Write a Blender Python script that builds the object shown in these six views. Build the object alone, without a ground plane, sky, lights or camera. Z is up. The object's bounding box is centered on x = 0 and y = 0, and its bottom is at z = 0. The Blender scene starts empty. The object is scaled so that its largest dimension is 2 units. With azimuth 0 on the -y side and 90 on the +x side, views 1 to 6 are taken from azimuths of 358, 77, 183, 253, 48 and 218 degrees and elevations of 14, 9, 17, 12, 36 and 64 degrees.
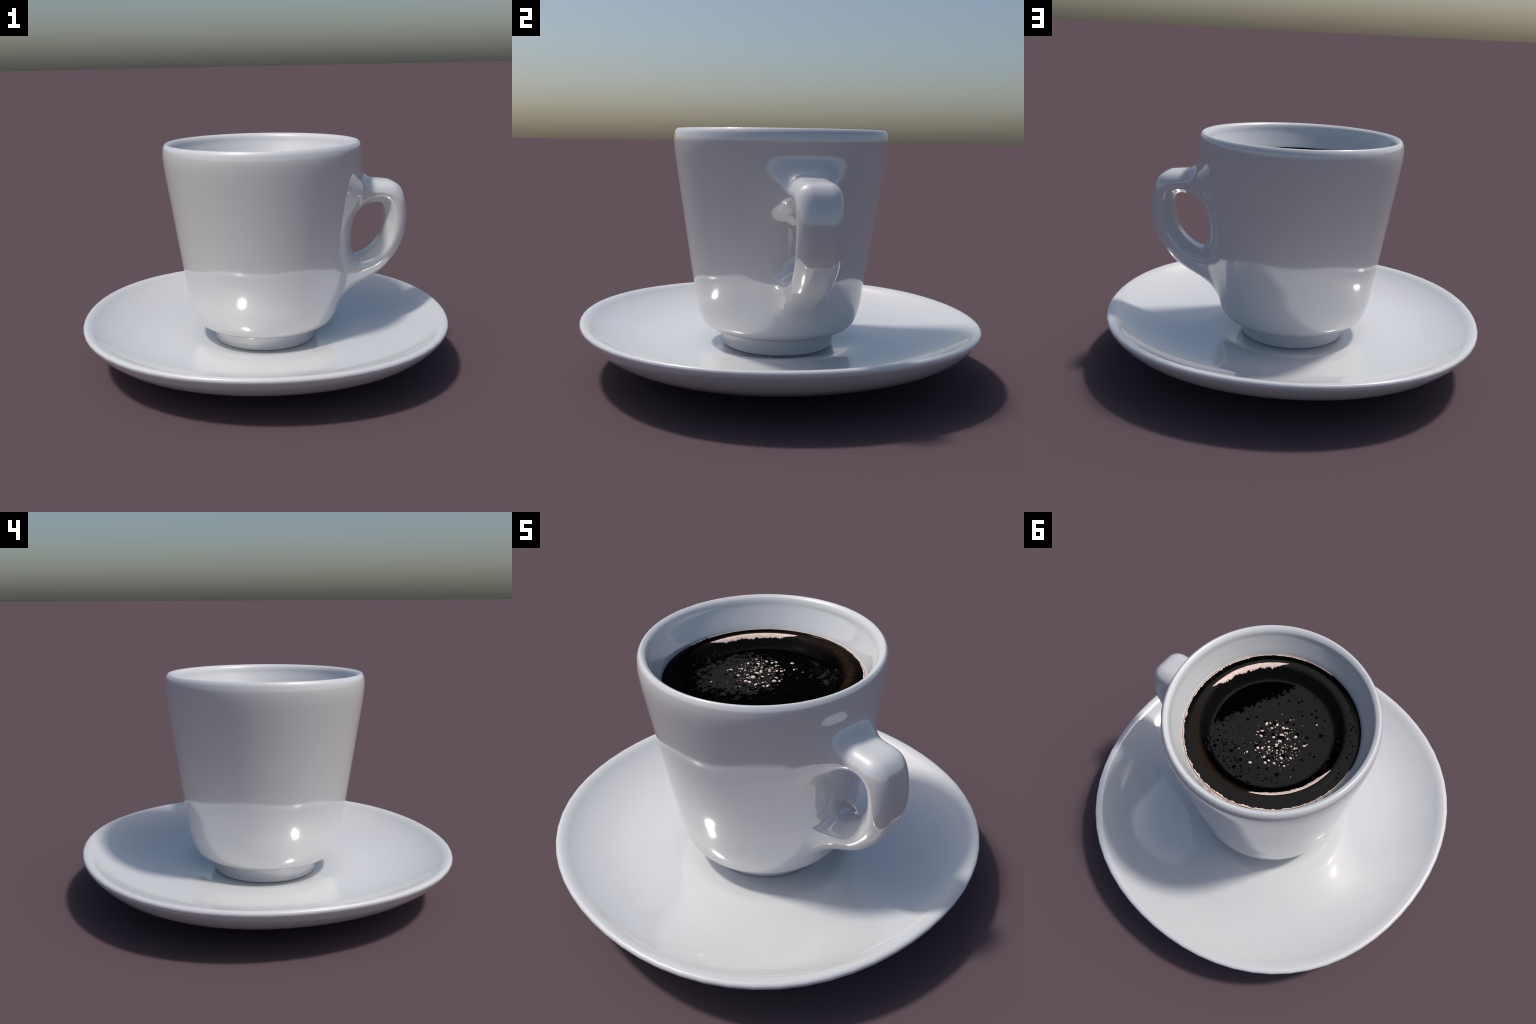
"""Porcelain coffee cup on its saucer, filled with black coffee.

The cup and its handle are one smooth body: a distance field (turned wall profile,
plate-shaped handle with a chamfered finger hole, blended together) is meshed, and
the faces are then shared out between wall, handle and foot.  The saucer is a turned
dish with a slightly four-lobed outline.  All sizes are metres.
"""
import bpy, math, random
import numpy as np

RNG = random.Random(11)
TAU = 2 * math.pi

# ------------------------------------------------------------------ helpers
def spline(points, step=0.004):
    """Centripetal Catmull-Rom curve through 2D control points, evenly sampled."""
    P = np.array(points, float)
    P = np.vstack([2 * P[0] - P[1], P, 2 * P[-1] - P[-2]])
    out = []
    for i in range(1, len(P) - 2):
        p0, p1, p2, p3 = P[i - 1:i + 3]
        t0 = 0.0
        t1 = t0 + math.sqrt(np.linalg.norm(p1 - p0)) + 1e-9
        t2 = t1 + math.sqrt(np.linalg.norm(p2 - p1)) + 1e-9
        t3 = t2 + math.sqrt(np.linalg.norm(p3 - p2)) + 1e-9
        n = max(2, int(np.linalg.norm(p2 - p1) / step))
        t = np.linspace(t1, t2, n, endpoint=False)[:, None]
        a1 = (t1 - t) / (t1 - t0) * p0 + (t - t0) / (t1 - t0) * p1
        a2 = (t2 - t) / (t2 - t1) * p1 + (t - t1) / (t2 - t1) * p2
        a3 = (t3 - t) / (t3 - t2) * p2 + (t - t2) / (t3 - t2) * p3
        b1 = (t2 - t) / (t2 - t0) * a1 + (t - t0) / (t2 - t0) * a2
        b2 = (t3 - t) / (t3 - t1) * a2 + (t - t1) / (t3 - t1) * a3
        out.append((t2 - t) / (t2 - t1) * b1 + (t - t1) / (t2 - t1) * b2)
    out.append(P[-2][None])
    return np.vstack(out)


def path(*pieces):
    """Several splines joined end to end; the joints stay sharp."""
    out = [spline(pieces[0])]
    for p in pieces[1:]:
        out.append(spline(p)[1:])
    return np.vstack(out)


class Field2D:
    """Signed distance to a closed outline, kept on a grid and read with a cubic B-spline."""

    def __init__(self, outline, lo, hi, cell=0.004, mirror=False):
        self.lo, self.cell = np.array(lo, float), cell
        nx, ny = (int((hi[k] - lo[k]) / cell) + 4 for k in (0, 1))
        X, Y = np.meshgrid(lo[0] + cell * np.arange(nx), lo[1] + cell * np.arange(ny), indexing="ij")
        if mirror:
            X = np.abs(X)
        q = np.stack([X.ravel(), Y.ravel()], 1)
        a = np.asarray(outline, float)
        b = np.roll(a, -1, 0)
        d = np.empty(len(q))
        ins = np.zeros(len(q), bool)
        for s in range(0, len(q), 4000):
            p = q[s:s + 4000]
            ab = b - a
            ap = p[:, None] - a[None]
            if mirror:                       # the closing edge along the axis is no surface
                keep = ~((np.abs(a[:, 0]) < 1e-9) & (np.abs(b[:, 0]) < 1e-9))
            else:
                keep = slice(None)
            t = np.clip((ap * ab).sum(2) / np.maximum((ab * ab).sum(1), 1e-12), 0, 1)
            dd = np.linalg.norm(ap - t[..., None] * ab, axis=2)[:, keep]
            d[s:s + 4000] = dd.min(1)
            c = ((a[:, 1] > p[:, None, 1]) != (b[:, 1] > p[:, None, 1]))
            with np.errstate(divide="ignore", invalid="ignore"):
                xi = a[:, 0] + (p[:, None, 1] - a[:, 1]) * (b[:, 0] - a[:, 0]) / (b[:, 1] - a[:, 1])
            ins[s:s + 4000] = (c & (p[:, None, 0] < xi)).sum(1) % 2 == 1
        self.g = np.where(ins, -d, d).reshape(nx, ny)

    def __call__(self, x, y):
        u = (x - self.lo[0]) / self.cell
        v = (y - self.lo[1]) / self.cell
        nx, ny = self.g.shape
        u = np.clip(u, 1, nx - 3.001)
        v = np.clip(v, 1, ny - 3.001)
        i, j = u.astype(int), v.astype(int)
        fu, fv = u - i, v - j

        def w(f):
            return ((1 - f) ** 3 / 6, (3 * f ** 3 - 6 * f ** 2 + 4) / 6,
                    (-3 * f ** 3 + 3 * f ** 2 + 3 * f + 1) / 6, f ** 3 / 6)
        wu, wv = w(fu), w(fv)
        r = np.zeros_like(u)
        flat = self.g.ravel()
        for a in range(4):
            for b in range(4):
                r += wu[a] * wv[b] * flat[(i + a - 1) * ny + j + b - 1]
        return r


def link(name, mesh, parent=None, material=None):
    ob = bpy.data.objects.new(name, mesh)
    bpy.context.scene.collection.objects.link(ob)
    if parent is not None:
        ob.parent = parent
    if material is not None:
        mesh.materials.append(material)
    return ob


def empty(name, label, category):
    e = bpy.data.objects.new(name, None)
    bpy.context.scene.collection.objects.link(e)
    e["label"], e["category"] = label, category
    return e


def mesh_from(name, verts, faces, smooth=True):
    me = bpy.data.meshes.new(name)
    me.from_pydata(np.asarray(verts).tolist(), [], [list(f) for f in faces])
    me.update()
    if smooth:
        me.polygons.foreach_set("use_smooth", [True] * len(me.polygons))
    return me

# ------------------------------------------------------------------ materials
def porcelain():
    m = bpy.data.materials.new("white_glazed_porcelain")
    m.use_nodes = True
    nt = m.node_tree
    b = nt.nodes["Principled BSDF"]
    tc = nt.nodes.new("ShaderNodeTexCoord")
    n = nt.nodes.new("ShaderNodeTexNoise")
    n.inputs["Scale"].default_value = 9.0
    n.inputs["Detail"].default_value = 3.0
    cr = nt.nodes.new("ShaderNodeValToRGB")
    cr.color_ramp.elements[0].position = 0.3
    cr.color_ramp.elements[0].color = (0.715, 0.715, 0.715, 1)
    cr.color_ramp.elements[1].position = 0.7
    cr.color_ramp.elements[1].color = (0.725, 0.725, 0.725, 1)
    nt.links.new(tc.outputs["Object"], n.inputs["Vector"])
    nt.links.new(n.outputs["Fac"], cr.inputs["Fac"])
    nt.links.new(cr.outputs["Color"], b.inputs["Base Color"])
    b.inputs["Roughness"].default_value = 0.075
    b.inputs["Metallic"].default_value = 0.2
    b.inputs["IOR"].default_value = 1.5
    return m


def math_node(nt, op, a, b=None, c=None, clamp=False):
    n = nt.nodes.new("ShaderNodeMath")
    n.operation = op
    n.use_clamp = clamp
    for k, v in enumerate((a, b, c)):
        if v is None:
            continue
        if isinstance(v, (int, float)):
            n.inputs[k].default_value = v
        else:
            nt.links.new(v, n.inputs[k])
    return n.outputs[0]


def smooth_range(nt, v, lo, hi):
    n = nt.nodes.new("ShaderNodeMapRange")
    n.interpolation_type = "SMOOTHSTEP"
    nt.links.new(v, n.inputs["Value"])
    n.inputs["From Min"].default_value = lo
    n.inputs["From Max"].default_value = hi
    return n.outputs["Result"]


def coffee_liquid():
    m = bpy.data.materials.new("black_coffee")
    m.use_nodes = True
    nt = m.node_tree
    b = nt.nodes["Principled BSDF"]
    tc = nt.nodes.new("ShaderNodeTexCoord")
    sep = nt.nodes.new("ShaderNodeSeparateXYZ")
    nt.links.new(tc.outputs["Object"], sep.inputs[0])
    x, y = sep.outputs["X"], sep.outputs["Y"]
    r = math_node(nt, "SQRT", math_node(nt, "ADD", math_node(nt, "MULTIPLY", x, x), math_node(nt, "MULTIPLY", y, y)))
    noise = nt.nodes.new("ShaderNodeTexNoise")
    noise.inputs["Scale"].default_value = 42.0
    noise.inputs["Detail"].default_value = 6.0
    noise.inputs["Roughness"].default_value = 0.65
    nt.links.new(tc.outputs["Object"], noise.inputs["Vector"])
    nz = math_node(nt, "SUBTRACT", noise.outputs["Fac"], 0.5)
    # cup wall's brown reflection painted onto the raised ring, strongest toward +y
    toward = math_node(nt, "ADD", math_node(nt, "MULTIPLY", x, 0.42), math_node(nt, "MULTIPLY", y, 0.9))
    side = smooth_range(nt, toward, 0.12, 0.36)
    ring = math_node(nt, "MULTIPLY", smooth_range(nt, r, 0.335, 0.37), math_node(nt, "SUBTRACT", 1.0, smooth_range(nt, r, 0.375, 0.410)))
    brown = math_node(nt, "MULTIPLY", math_node(nt, "MULTIPLY", side, ring), math_node(nt, "ADD", 0.8, math_node(nt, "MULTIPLY", nz, 3.0)), clamp=True)
    # drawn film: ragged patches over the black liquid, fading at a slant
    def grey_patch(cx, cy, size, ragged):
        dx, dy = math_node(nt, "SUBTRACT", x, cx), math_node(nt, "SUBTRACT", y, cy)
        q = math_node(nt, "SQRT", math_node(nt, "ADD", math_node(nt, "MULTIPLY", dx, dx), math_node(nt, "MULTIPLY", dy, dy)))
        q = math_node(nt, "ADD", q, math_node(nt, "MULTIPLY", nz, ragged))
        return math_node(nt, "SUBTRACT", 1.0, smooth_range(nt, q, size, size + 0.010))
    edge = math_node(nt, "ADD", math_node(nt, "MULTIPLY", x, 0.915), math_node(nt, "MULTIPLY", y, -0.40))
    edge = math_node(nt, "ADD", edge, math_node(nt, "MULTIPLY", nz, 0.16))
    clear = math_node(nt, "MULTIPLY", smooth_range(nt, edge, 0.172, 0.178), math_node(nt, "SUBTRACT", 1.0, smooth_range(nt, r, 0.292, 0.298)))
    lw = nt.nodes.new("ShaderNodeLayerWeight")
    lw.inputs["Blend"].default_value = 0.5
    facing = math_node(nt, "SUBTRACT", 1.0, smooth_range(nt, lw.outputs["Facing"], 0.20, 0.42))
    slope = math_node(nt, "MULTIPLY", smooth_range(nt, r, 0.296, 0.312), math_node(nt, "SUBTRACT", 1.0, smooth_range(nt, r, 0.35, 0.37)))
    broad_grey = math_node(nt, "MULTIPLY", facing, math_node(nt, "SUBTRACT", 1.0, math_node(nt, "MULTIPLY", slope, 0.75)))
    patches = math_node(nt, "MAXIMUM", grey_patch(-0.115, -0.045, 0.16, 0.42), grey_patch(0.165, 0.225, 0.02, 0.45))
    grey_mask = math_node(nt, "MULTIPLY", math_node(nt, "MAXIMUM", broad_grey, patches), math_node(nt, "SUBTRACT", 1.0, clear), clamp=True)
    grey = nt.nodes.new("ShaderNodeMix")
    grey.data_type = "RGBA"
    nt.links.new(grey_mask, grey.inputs[0])
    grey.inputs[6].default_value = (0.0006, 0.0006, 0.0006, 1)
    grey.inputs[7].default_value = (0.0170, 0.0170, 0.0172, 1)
    mix = nt.nodes.new("ShaderNodeMix")
    mix.data_type = "RGBA"
    nt.links.new(brown, mix.inputs[0])
    nt.links.new(grey.outputs[2], mix.inputs[6])
    mix.inputs[7].default_value = (0.019, 0.0120, 0.0070, 1)
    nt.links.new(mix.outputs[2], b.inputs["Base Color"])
    b.inputs["Roughness"].default_value = 0.25
    b.inputs["IOR"].default_value = 1.03
    return m


def plain(name, colour, rough, ior=1.4, speckle=None):
    m = bpy.data.materials.new(name)
    m.use_nodes = True
    nt = m.node_tree
    b = nt.nodes["Principled BSDF"]
    tc = nt.nodes.new("ShaderNodeTexCoord")
    n = nt.nodes.new("ShaderNodeTexNoise")
    n.inputs["Scale"].default_value = 60.0
    n.inputs["Detail"].default_value = 4.0
    cr = nt.nodes.new("ShaderNodeValToRGB")
    lo = speckle or colour
    cr.color_ramp.elements[0].position = 0.35
    cr.color_ramp.elements[0].color = (*lo, 1)
    cr.color_ramp.elements[1].position = 0.65
    cr.color_ramp.elements[1].color = (*colour, 1)
    nt.links.new(tc.outputs["Object"], n.inputs["Vector"])
    nt.links.new(n.outputs["Fac"], cr.inputs["Fac"])
    nt.links.new(cr.outputs["Color"], b.inputs["Base Color"])
    b.inputs["Roughness"].default_value = rough
    b.inputs["IOR"].default_value = ior
    return m


WHITE = porcelain()
COFFEE = coffee_liquid()
PALE_PINK = plain("pale_pink", (0.80, 0.62, 0.54), 0.55, speckle=(0.68, 0.50, 0.42))
BUBBLE = plain("dark_coffee_bubble", (0.0008, 0.0007, 0.0007), 0.05, ior=1.12)
BUBBLE_DULL = plain("dull_coffee_bubble", (0.001, 0.001, 0.001), 0.5, ior=1.05)

# ------------------------------------------------------------------ cup body and handle
FOOT_Z = 0.1245
OUTSIDE = [(0.2870, 0.201), (0.305, 0.2085), (0.330, 0.2165), (0.355, 0.2235), (0.375, 0.2368), (0.390, 0.2560),
           (0.402, 0.2835), (0.412, 0.3145), (0.4218, 0.360), (0.4325, 0.443), (0.4446, 0.518), (0.470, 0.695),
           (0.4985, 0.893), (0.5115, 0.981), (0.5237, 1.065), (0.5291, 1.108), (0.5314, 1.138), (0.5317, 1.158), (0.5303, 1.177), (0.526, 1.198),
           (0.5127, 1.2140), (0.505, 1.2105), (0.495, 1.203), (0.488, 1.190), (0.482, 1.168), (0.466, 1.130),
           (0.438, 1.068), (0.425, 1.02), (0.410, 0.90), (0.385, 0.70), (0.36, 0.50), (0.335, 0.38), (0.29, 0.30),
           (0.20, 0.265), (0.0, 0.262)]
CUP_PROFILE = path(
    [(0.0, 0.170), (0.20, 0.170), (0.235, 0.165)],
    [(0.235, 0.165), (0.246, 0.130), (0.255, FOOT_Z + 0.004), (0.265, FOOT_Z), (0.276, FOOT_Z + 0.001),
     (0.2812, FOOT_Z + 0.008), (0.2828, 0.148), (0.2847, 0.174), (0.2870, 0.201)],
    OUTSIDE)

HANDLE_HALF_WIDTH = 0.106
HANDLE_ROUND = 0.068
HANDLE_OUTLINE = path(
    [(0.520, 1.004), (0.575, 0.999), (0.635, 0.995), (0.696, 0.987), (0.725, 0.973), (0.749, 0.946), (0.766, 0.907),
     (0.778, 0.852), (0.783, 0.790), (0.778, 0.726), (0.764, 0.669), (0.737, 0.608), (0.698, 0.552),
     (0.649, 0.499), (0.594, 0.461), (0.543, 0.432), (0.500, 0.410), (0.440, 0.384), (0.405, 0.370)],
    [(0.405, 0.370), (0.432, 0.50), (0.480, 0.78), (0.520, 1.004)])
HOLE_OUTLINE = spline(
    [(0.475, 0.640), (0.474, 0.690), (0.486, 0.765), (0.507, 0.814), (0.533, 0.845), (0.562, 0.862), (0.597, 0.870),
     (0.630, 0.873), (0.651, 0.864), (0.662, 0.838), (0.6655, 0.792), (0.662, 0.757), (0.649, 0.707), (0.619, 0.651),
     (0.580, 0.611), (0.540, 0.586), (0.508, 0.579), (0.488, 0.598), (0.475, 0.640)])[:-1]

CUP2 = Field2D(CUP_PROFILE, (-0.04, 0.06), (0.62, 1.28), 0.004, mirror=True)
OUT2 = Field2D(HANDLE_OUTLINE, (0.28, 0.18), (0.90, 1.16), 0.005)
HOLE2 = Field2D(HOLE_OUTLINE, (0.28, 0.18), (0.90, 1.16), 0.005)


def smooth_min(a, b, k):
    h = np.maximum(k - np.abs(a - b), 0) / k
    return np.minimum(a, b) - h * h * k * 0.25


def bump(t):
    return np.maximum(1 - t * t, 0) ** 2


def root_swell(y, z):
    """How far the wall swells out where the handle grows from it: two broad pads and a thin land between."""
    def across(inner, outer):
        t = np.clip((np.abs(y) - inner) / (outer - inner), 0, 1)
        return 1 - t * t * (3 - 2 * t)
    top = 0.042 * across(0.09, 0.265) * bump((z - 0.943) / 0.165)
    low = 0.033 * across(0.06, 0.265) * bump((z - 0.495) / 0.180)
    land = 0.008 * bump(y / 0.27) * bump((z - 0.72) / 0.36)
    return top + low + land


def handle_field(p):
    x, y, z = p[:, 0], np.abs(p[:, 1]), p[:, 2]
    do = OUT2(x, z)
    t = np.clip((z - 0.42) / 0.36, 0, 1)
    half = HANDLE_HALF_WIDTH - 0.011 * (1 - t * t * (3 - 2 * t))        # a little slimmer towards the lower root
    q1 = do + HANDLE_ROUND
    q2 = y - half + HANDLE_ROUND
    plate = smooth_min(-q1, -q2, 0.02)
    return np.minimum(-plate, 0) + np.hypot(np.maximum(q1, 0), np.maximum(q2, 0)) - HANDLE_ROUND


def hole_field(p):
    """Finger hole, opening out towards both sides."""
    y = np.abs(p[:, 1])
    t = np.clip((y - 0.025) / 0.085, 0, 1)
    up = np.clip((p[:, 2] - 0.58) / 0.22, 0, 1) * np.clip((p[:, 0] - 0.54) / 0.06, 0, 1)
    wall_side = np.clip((0.60 - p[:, 0]) / 0.08, 0, 1)
    top = wall_side * np.clip((p[:, 2] - 0.74) / 0.10, 0, 1)
    low = wall_side * np.clip((0.67 - p[:, 2]) / 0.08, 0, 1)
    flare = (0.053 - 0.015 * up - 0.040 * top - 0.014 * low) * t * t * (3 - 2 * t)
    return (HOLE2(p[:, 0], p[:, 2]) - flare) / 1.2


def near_handle(p):
    return (p[:, 0] > 0.26) & (np.abs(p[:, 1]) < 0.34) & (p[:, 2] > 0.22) & (p[:, 2] < 1.16)


def field(p):
    d = CUP2(np.hypot(p[:, 0], p[:, 1]), p[:, 2])
    m = near_handle(p)
    if m.any():
        q = p[m]
        r = np.hypot(q[:, 0], q[:, 1])
        outer = np.clip((r - (0.375 + 0.075 * q[:, 2])) / 0.02 + 0.5, 0, 1)     # leave the inside of the cup alone
        wall = d[m] - root_swell(q[:, 1], q[:, 2]) * outer
        solid = smooth_min(wall, handle_field(q), 0.080)
        hole = hole_field(q)
        pierced = -smooth_min(-solid, hole, 0.026)
        t = np.clip((wall - solid) / 0.035, 0, 1)           # blend only where the handle stands proud
        d[m] = smooth_min(wall, pierced, 0.0002 + 0.024 * t * t * (3 - 2 * t))
    return d


def surface_net(h):
    """Quads around the zero level of the field, one vertex per cut cell."""
    lo = np.array([-0.56, -0.56, 0.09])
    n = np.array([int(1.42 / h), int(1.12 / h), int(1.15 / h)])
    ax = [lo[k] + h * np.arange(n[k]) for k in range(3)]
    V = np.empty(n)
    for i in range(n[0]):
        Y, Z = np.meshgrid(ax[1], ax[2], indexing="ij")
        P = np.stack([np.full(Y.size, ax[0][i]), Y.ravel(), Z.ravel()], 1)
        far = np.hypot(P[:, 0], P[:, 1]) > 0.6
        keep = ~far | near_handle(P)
        d = np.full(len(P), 0.1)
        d[keep] = field(P[keep])
        V[i] = d.reshape(n[1], n[2])
    s = V < 0
    c = np.zeros(n - 1, int)
    for dx in (0, 1):
        for dy in (0, 1):
            for dz in (0, 1):
                c += s[dx:n[0] - 1 + dx, dy:n[1] - 1 + dy, dz:n[2] - 1 + dz]
    cut = (c > 0) & (c < 8)
    idx = np.full(n - 1, -1)
    cells = np.argwhere(cut)
    idx[cut] = np.arange(len(cells))
    pts = lo + (cells + 0.5) * h
    quads = []
    for a in range(3):
        b, d = (a + 1) % 3, (a + 2) % 3
        sl0 = [slice(None)] * 3
        sl1 = [slice(None)] * 3
        sl0[a], sl1[a] = slice(0, n[a] - 1), slice(1, n[a])
        cross = s[tuple(sl0)] != s[tuple(sl1)]
        e = np.argwhere(cross)
        e = e[(e[:, b] > 0) & (e[:, d] > 0) & (e[:, b] < n[b] - 1) & (e[:, d] < n[d] - 1)]
        inside = s[e[:, 0], e[:, 1], e[:, 2]]
        ub, ud = np.eye(3, dtype=int)[b], np.eye(3, dtype=int)[d]
        corner = [e - ub - ud, e - ud, e, e - ub]
        q = np.stack([idx[k[:, 0], k[:, 1], k[:, 2]] for k in corner], 1)
        q[~inside] = q[~inside][:, ::-1]
        quads.append(q)
    return pts, np.vstack(quads)


def gradient(p, e=0.0025):
    g = np.empty_like(p)
    for k in range(3):
        o = np.zeros(3)
        o[k] = e
        g[:, k] = (field(p + o) - field(p - o)) / (2 * e)
    return g


def build_cup(parent):
    pts, quads = surface_net(0.0065)
    nb = np.zeros((len(pts), 3))
    cnt = np.zeros(len(pts))
    for it in range(5):
        g = gradient(pts)
        d = field(pts)
        pts = pts - g * (d / np.maximum((g * g).sum(1), 0.05))[:, None]
        if it < 3:                            # even out the spacing, then settle on the surface again
            nb[:] = 0
            cnt[:] = 0
            for a, b in ((0, 1), (1, 2), (2, 3), (3, 0)):
                np.add.at(nb, quads[:, a], pts[quads[:, b]])
                np.add.at(nb, quads[:, b], pts[quads[:, a]])
                np.add.at(cnt, quads[:, a], 1)
                np.add.at(cnt, quads[:, b], 1)
            pts = 0.5 * pts + 0.5 * nb / cnt[:, None]
    g = gradient(pts)
    nrm = g / np.linalg.norm(g, axis=1)[:, None]
    # who owns which face
    dc = CUP2(np.hypot(pts[:, 0], pts[:, 1]), pts[:, 2])
    on_handle = near_handle(pts) & (dc > 0.0015)
    h = on_handle[quads].sum(1) >= 2
    foot = (pts[quads].mean(1)[:, 2] < 0.200) & ~h
    for name, sel in (("cup_wall", ~h & ~foot), ("handle", h), ("foot_ring", foot)):
        f = quads[sel]
        used, inv = np.unique(f, return_inverse=True)
        me = mesh_from(name, pts[used], inv.reshape(f.shape))
        me.normals_split_custom_set_from_vertices(nrm[used].tolist())
        link(name, me, parent, WHITE)

# ------------------------------------------------------------------ saucer
SAUCER_PROFILE = path(
    [(0.0, 0.1228), (0.24, 0.1228), (0.285, 0.1238), (0.310, 0.1286), (0.340, 0.1352), (0.37, 0.1418), (0.40, 0.1478),
     (0.45, 0.1540), (0.50, 0.1570), (0.60, 0.1610), (0.70, 0.1700), (0.78, 0.1865), (0.86, 0.2125), (0.92, 0.2415), (0.955, 0.2632),
     (0.973, 0.2702), (0.986, 0.2715), (0.996, 0.2675), (1.000, 0.2580), (0.996, 0.2450), (0.97, 0.2095), (0.92, 0.1645),
     (0.86, 0.1290), (0.78, 0.0952), (0.70, 0.0665), (0.60, 0.0345), (0.54, 0.0150), (0.505, 0.0040), (0.485, 0.0)],
    [(0.485, 0.0), (0.455, 0.0)],
    [(0.455, 0.0), (0.440, 0.016), (0.40, 0.028), (0.20, 0.036), (0.0, 0.036)])


def lobed(angle):
    """The rim bows out a little between its four quarter points."""
    return 1.0 + 0.0138 * (1 - math.cos(4 * angle))


def build_saucer():
    P = SAUCER_PROFILE[::2] if len(SAUCER_PROFILE) > 500 else SAUCER_PROFILE
    seg = 64
    verts, faces = [(0, 0, P[0][1])], []
    rings = P[1:-1]
    for r, z in rings:
        for k in range(seg):
            a = TAU * k / seg
            verts.append((r * lobed(a) * math.cos(a), r * lobed(a) * math.sin(a), z))
    last = len(verts)
    verts.append((0, 0, P[-1][1]))
    for k in range(seg):
        faces.append((0, 1 + k, 1 + (k + 1) % seg))
    for i in range(len(rings) - 1):
        o, q = 1 + i * seg, 1 + (i + 1) * seg
        for k in range(seg):
            faces.append((o + k, q + k, q + (k + 1) % seg, o + (k + 1) % seg))
    o = 1 + (len(rings) - 1) * seg
    for k in range(seg):
        faces.append((o + k, last, o + (k + 1) % seg))
    me = mesh_from("saucer", verts, faces)
    ob = link("saucer", me, None, WHITE)
    ob["label"] = "round white glazed porcelain saucer with shallow upturned rim"
    ob["category"] = "saucer"
    return ob

# ------------------------------------------------------------------ coffee, bubbles, pale marks
COFFEE_TOP = spline([(0.0, 1.033), (0.15, 1.033), (0.27, 1.033), (0.293, 1.0335), (0.312, 1.040), (0.338, 1.062),
                     (0.358, 1.079), (0.374, 1.0865), (0.392, 1.0875), (0.412, 1.0795), (0.4375, 1.066)], 0.006)


def coffee_height(r):
    return float(np.interp(r, COFFEE_TOP[:, 0], COFFEE_TOP[:, 1]))


def coffee_normal(r):
    e = 0.004
    s = (coffee_height(r + e) - coffee_height(max(r - e, 0))) / (2 * e)
    return -s / math.hypot(1, s), 1 / math.hypot(1, s)


def build_coffee(parent):
    prof = np.vstack([COFFEE_TOP, [(0.432, 1.055), (0.415, 1.0), (0.0, 0.98)]])
    seg = 128
    verts, faces = [(0, 0, prof[0][1])], []
    for r, z in prof[1:-1]:
        for k in range(seg):
            a = TAU * k / seg
            verts.append((r * math.cos(a), r * math.sin(a), z))
    n = len(prof) - 2
    end = len(verts)
    verts.append((0, 0, prof[-1][1]))
    for k in range(seg):
        faces.append((0, 1 + k, 1 + (k + 1) % seg))
        faces.append((1 + (n - 1) * seg + k, end, 1 + (n - 1) * seg + (k + 1) % seg))
    for i in range(n - 1):
        o, q = 1 + i * seg, 1 + (i + 1) * seg
        for k in range(seg):
            faces.append((o + k, q + k, q + (k + 1) % seg, o + (k + 1) % seg))
    me = mesh_from("coffee", verts, faces)
    return link("coffee", me, parent, COFFEE)


def dome(segs=16, rings=6):
    """Unit half bubble standing on z = 0, its foot a little below."""
    v, f = [(0, 0, 1.0)], []
    for i in range(1, rings + 1):
        t = 0.5 * math.pi * i / rings
        for k in range(segs):
            a = TAU * k / segs
            v.append((math.sin(t) * math.cos(a), math.sin(t) * math.sin(a), math.cos(t)))
    for k in range(segs):
        v.append((1.02 * math.cos(TAU * k / segs), 1.02 * math.sin(TAU * k / segs), -0.25))
    for k in range(segs):
        f.append((0, 1 + k, 1 + (k + 1) % segs))
    for i in range(rings):
        o, q = 1 + i * segs, 1 + (i + 1) * segs
        for k in range(segs):
            f.append((o + k, q + k, q + (k + 1) % segs, o + (k + 1) % segs))
    return np.array(v), f


def scatter_domes(name, spots, parent, material, segs=10, rings=4, jitter=0.0):
    """Many little domes (x, y, radius, height) joined into one part."""
    V, F, base = [], [], 0
    dv, df = dome(segs, rings)
    for x, y, r, hgt in spots:
        z = coffee_height(math.hypot(x, y))
        a, st = RNG.uniform(0, TAU), 1 + RNG.uniform(0, jitter)
        w = dv.copy()
        w[:, :2] *= 1 + RNG.uniform(-jitter, jitter) * 0.4 * np.sin(2 * np.arctan2(w[:, 1:2], w[:, 0:1]) + a)
        X = w[:, 0] * r * st
        Y = w[:, 1] * r / st
        V.append(np.stack([x + X * math.cos(a) - Y * math.sin(a), y + X * math.sin(a) + Y * math.cos(a),
                           z + w[:, 2] * hgt], 1))
        F += [tuple(base + i for i in f) for f in df]
        base += len(dv)
    me = mesh_from(name, np.vstack(V), F)
    ob = link(name, me, parent, material)
    ob["kind"] = "stuff"
    return ob


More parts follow.
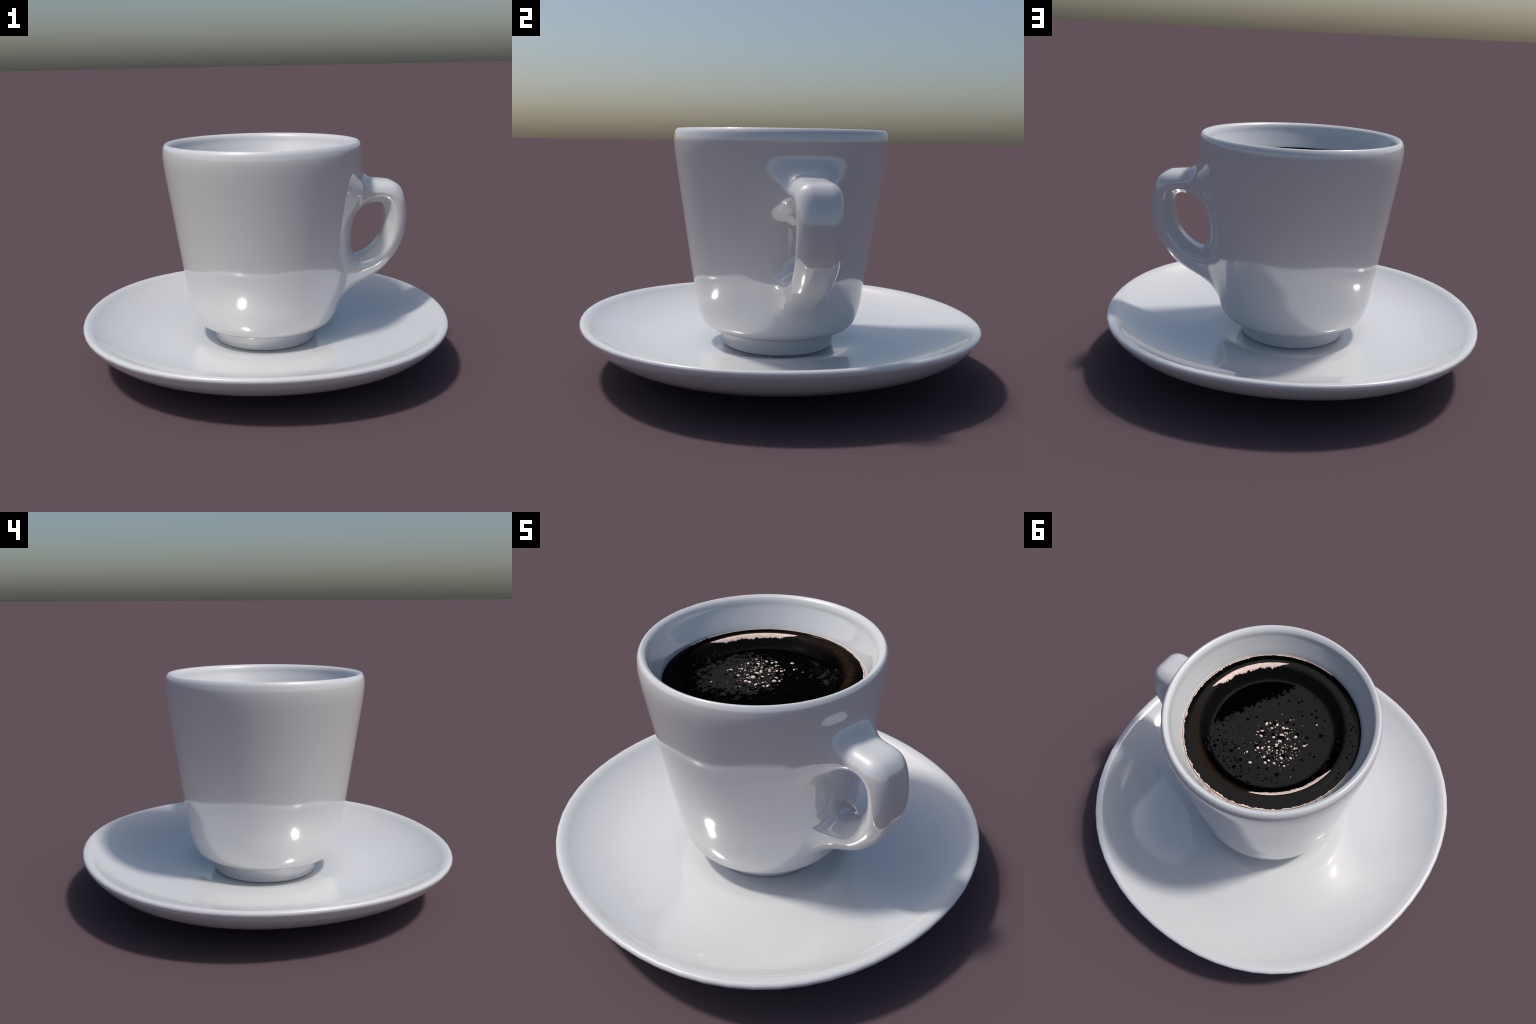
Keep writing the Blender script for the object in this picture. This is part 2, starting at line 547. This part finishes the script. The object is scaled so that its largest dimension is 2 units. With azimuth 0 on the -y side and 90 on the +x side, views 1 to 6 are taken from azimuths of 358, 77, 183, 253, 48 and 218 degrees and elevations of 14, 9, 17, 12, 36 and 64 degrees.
def build_bubbles(coffee):
    # the few bubbles large enough to tell apart: x, y, radius
    big = [(-0.058, -0.001, 0.0175), (0.028, 0.036, 0.0145), (-0.053, -0.051, 0.0125), (-0.201, -0.138, 0.010),
           (0.166, 0.235, 0.010), (0.019, 0.264, 0.0095), (-0.078, 0.055, 0.011), (-0.104, 0.041, 0.009),
           (0.052, 0.052, 0.008), (-0.168, 0.165, 0.0095), (-0.120, -0.205, 0.008), (0.140, 0.020, 0.007),
           (-0.155, -0.085, 0.008), (0.085, 0.205, 0.009), (0.020, 0.215, 0.008), (-0.025, -0.090, 0.008)]
    dv, df = dome(24, 8)
    me = mesh_from("bubble", dv, df)
    me.materials.append(BUBBLE)
    first = None
    for x, y, r in big:
        ob = bpy.data.objects.new("bubble", me)
        bpy.context.scene.collection.objects.link(ob)
        ob.parent = coffee
        ob.location = (x, y, coffee_height(math.hypot(x, y)))
        ob.scale = (1.1 * r, 1.1 * r, r * 0.5)
        ob.rotation_euler = (0, 0, RNG.uniform(0, TAU))
    taken = [(x, y, r) for x, y, r in big]

    def free(x, y, r, gap=0.001):
        return all((x - a) ** 2 + (y - b) ** 2 > (r + c + gap) ** 2 for a, b, c in taken)
    small = []
    tries = 0
    while len(small) < 330 and tries < 20000:
        tries += 1
        if len(small) < 150:                         # crowd drifted against the +y side
            a = math.radians(RNG.gauss(68, 24))
            q = min(RNG.gauss(0.262, 0.035), 0.335)
        elif len(small) < 190:                       # stragglers on the raised edge
            a = math.radians(RNG.gauss(215, 22))
            q = RNG.uniform(0.375, 0.415)
        else:
            a = RNG.uniform(0, TAU)
            q = 0.31 * math.sqrt(RNG.random())
        x, y = q * math.cos(a), q * math.sin(a)
        r = 0.0016 + 0.0052 * RNG.random() ** 2.2
        if x * math.cos(0.6) - y * math.sin(0.6) > 0.16:   # clear zone opposite
            continue
        if free(x, y, r):
            small.append((x, y, r, r * 0.55))
            taken.append((x, y, r))
    flecks = []
    tries = 0
    for x, y, r in big[:5] + big[6:9]:                # highlights on both flanks of the big bubbles, modelled as pale domes
        if math.hypot(x + 0.05, y - 0.01) > 0.13:
            continue
        for a in (math.radians(RNG.gauss(-55, 8)), math.radians(RNG.gauss(122, 10))):
            for _ in range(2):
                b = a + RNG.gauss(0, 0.35)
                flecks.append((x + math.cos(b) * r * 1.0, y + math.sin(b) * r * 1.0, r * RNG.uniform(0.3, 0.58), r * 0.5))
    while len(flecks) < 140 and tries < 8000:
        tries += 1
        x, y = RNG.gauss(-0.065, 0.062), RNG.gauss(0.030, 0.066)
        r = 0.0017 + 0.0068 * RNG.random() ** 2.3
        if free(x, y, r, 0.0015):
            flecks.append((x, y, r, r * 0.55))
            taken.append((x, y, r))
            if RNG.random() < 0.45:                   # dark bubble next to the glint
                a, q = math.radians(RNG.gauss(-50, 30)), r * RNG.uniform(0.9, 1.5)
                small.append((x + (r + 0.5 * q) * math.cos(a), y + (r + 0.5 * q) * math.sin(a), q, q * 0.4))
    scatter_domes("small_bubbles", small, coffee, BUBBLE_DULL, jitter=0.25)
    scatter_domes("glint_domes", flecks, coffee, PALE_PINK, jitter=0.22)  # bright spots of the bubble cluster, given shape as small pink domes


def ragged(a, seed, scale):
    """Repeatable jagged profile along an angle, 0..1."""
    v = 0.0
    for k, w in ((1, 0.34), (2.3, 0.27), (5.1, 0.22), (11.7, 0.17)):
        t = a * scale * k
        i = math.floor(t)
        f = t - i
        h0 = random.Random(seed * 7919 + int(i) * 31 + int(k * 100)).random()
        h1 = random.Random(seed * 7919 + int(i + 1) * 31 + int(k * 100)).random()
        f = f * f * (3 - 2 * f)
        v += w * (h0 + (h1 - h0) * f)
    return v


def pale_band(name, parent, a0, a1, inner, outer, thick, n):
    """Thin pale mound lying on the coffee between two radius functions of angle."""
    V, F = [], []
    cols = 7
    for i in range(n + 1):
        a = a0 + (a1 - a0) * i / n
        r0, r1 = inner(a), outer(a)
        for j in range(cols):
            t = j / (cols - 1)
            r = r0 + (r1 - r0) * t
            lift = thick * math.sqrt(max(0.0, 1 - (2 * t - 1) ** 2)) * min(1.0, (r1 - r0) / 0.004) - 0.0006
            nr, nz = coffee_normal(r)
            rr, z = r + nr * lift, coffee_height(r) + nz * lift
            V.append((rr * math.cos(a), rr * math.sin(a), z))
    for i in range(n):
        for j in range(cols - 1):
            p = i * cols + j
            F.append((p, p + 1, p + cols + 1, p + cols) if a1 > a0 else (p, p + cols, p + cols + 1, p + 1))
    # close the underside
    for i in range(n):
        p, q = i * cols, (i + 1) * cols
        F.append((p, q, q + cols - 1, p + cols - 1))
    me = mesh_from(name, V, F)
    return link(name, me, parent, PALE_PINK)


def build_pale_bands(coffee):
    rad = math.radians

    def taper(a, a0, a1, w=0.22):
        return max(0.0, min(1.0, (a - a0) / w, (a1 - a) / w)) ** 0.7
    lo, hi = rad(-64), rad(2)
    pale_band("glint_arc", coffee, lo, hi,  # pink highlight crescents on the coffee step, built as raised bands
              lambda a: 0.378 - 0.034 * taper(a, lo, hi) * (0.55 + 0.6 * ragged(a, 3, 26)),
              lambda a: 0.378, 0.0022, 260)
    lo2, hi2 = rad(112), rad(180)
    pale_band("glint_arc", coffee, lo2, hi2,
              lambda a: 0.366 - 0.027 * taper(a, lo2, hi2) * (0.6 + 0.6 * ragged(a, 8, 26)),
              lambda a: 0.366, 0.0022, 260)
    lo3, hi3 = rad(-95), rad(188)
    pale_band("foam_edge", coffee, lo3, hi3,
              lambda a: 0.4355 - (0.0085 + 0.005 * math.cos(a - 0.5)) * max(0.08, ragged(a, 5, 22) * 1.7 - 0.46) * taper(a, lo3, hi3, 0.4) - 0.0015,
              lambda a: 0.4362, 0.002, 900)


# ------------------------------------------------------------------ assemble
saucer = build_saucer()
cup = empty("coffee_cup", "white porcelain espresso cup with loop handle and black coffee", "coffee cup")
build_cup(cup)
coffee = build_coffee(cup)
build_bubbles(coffee)
build_pale_bands(coffee)
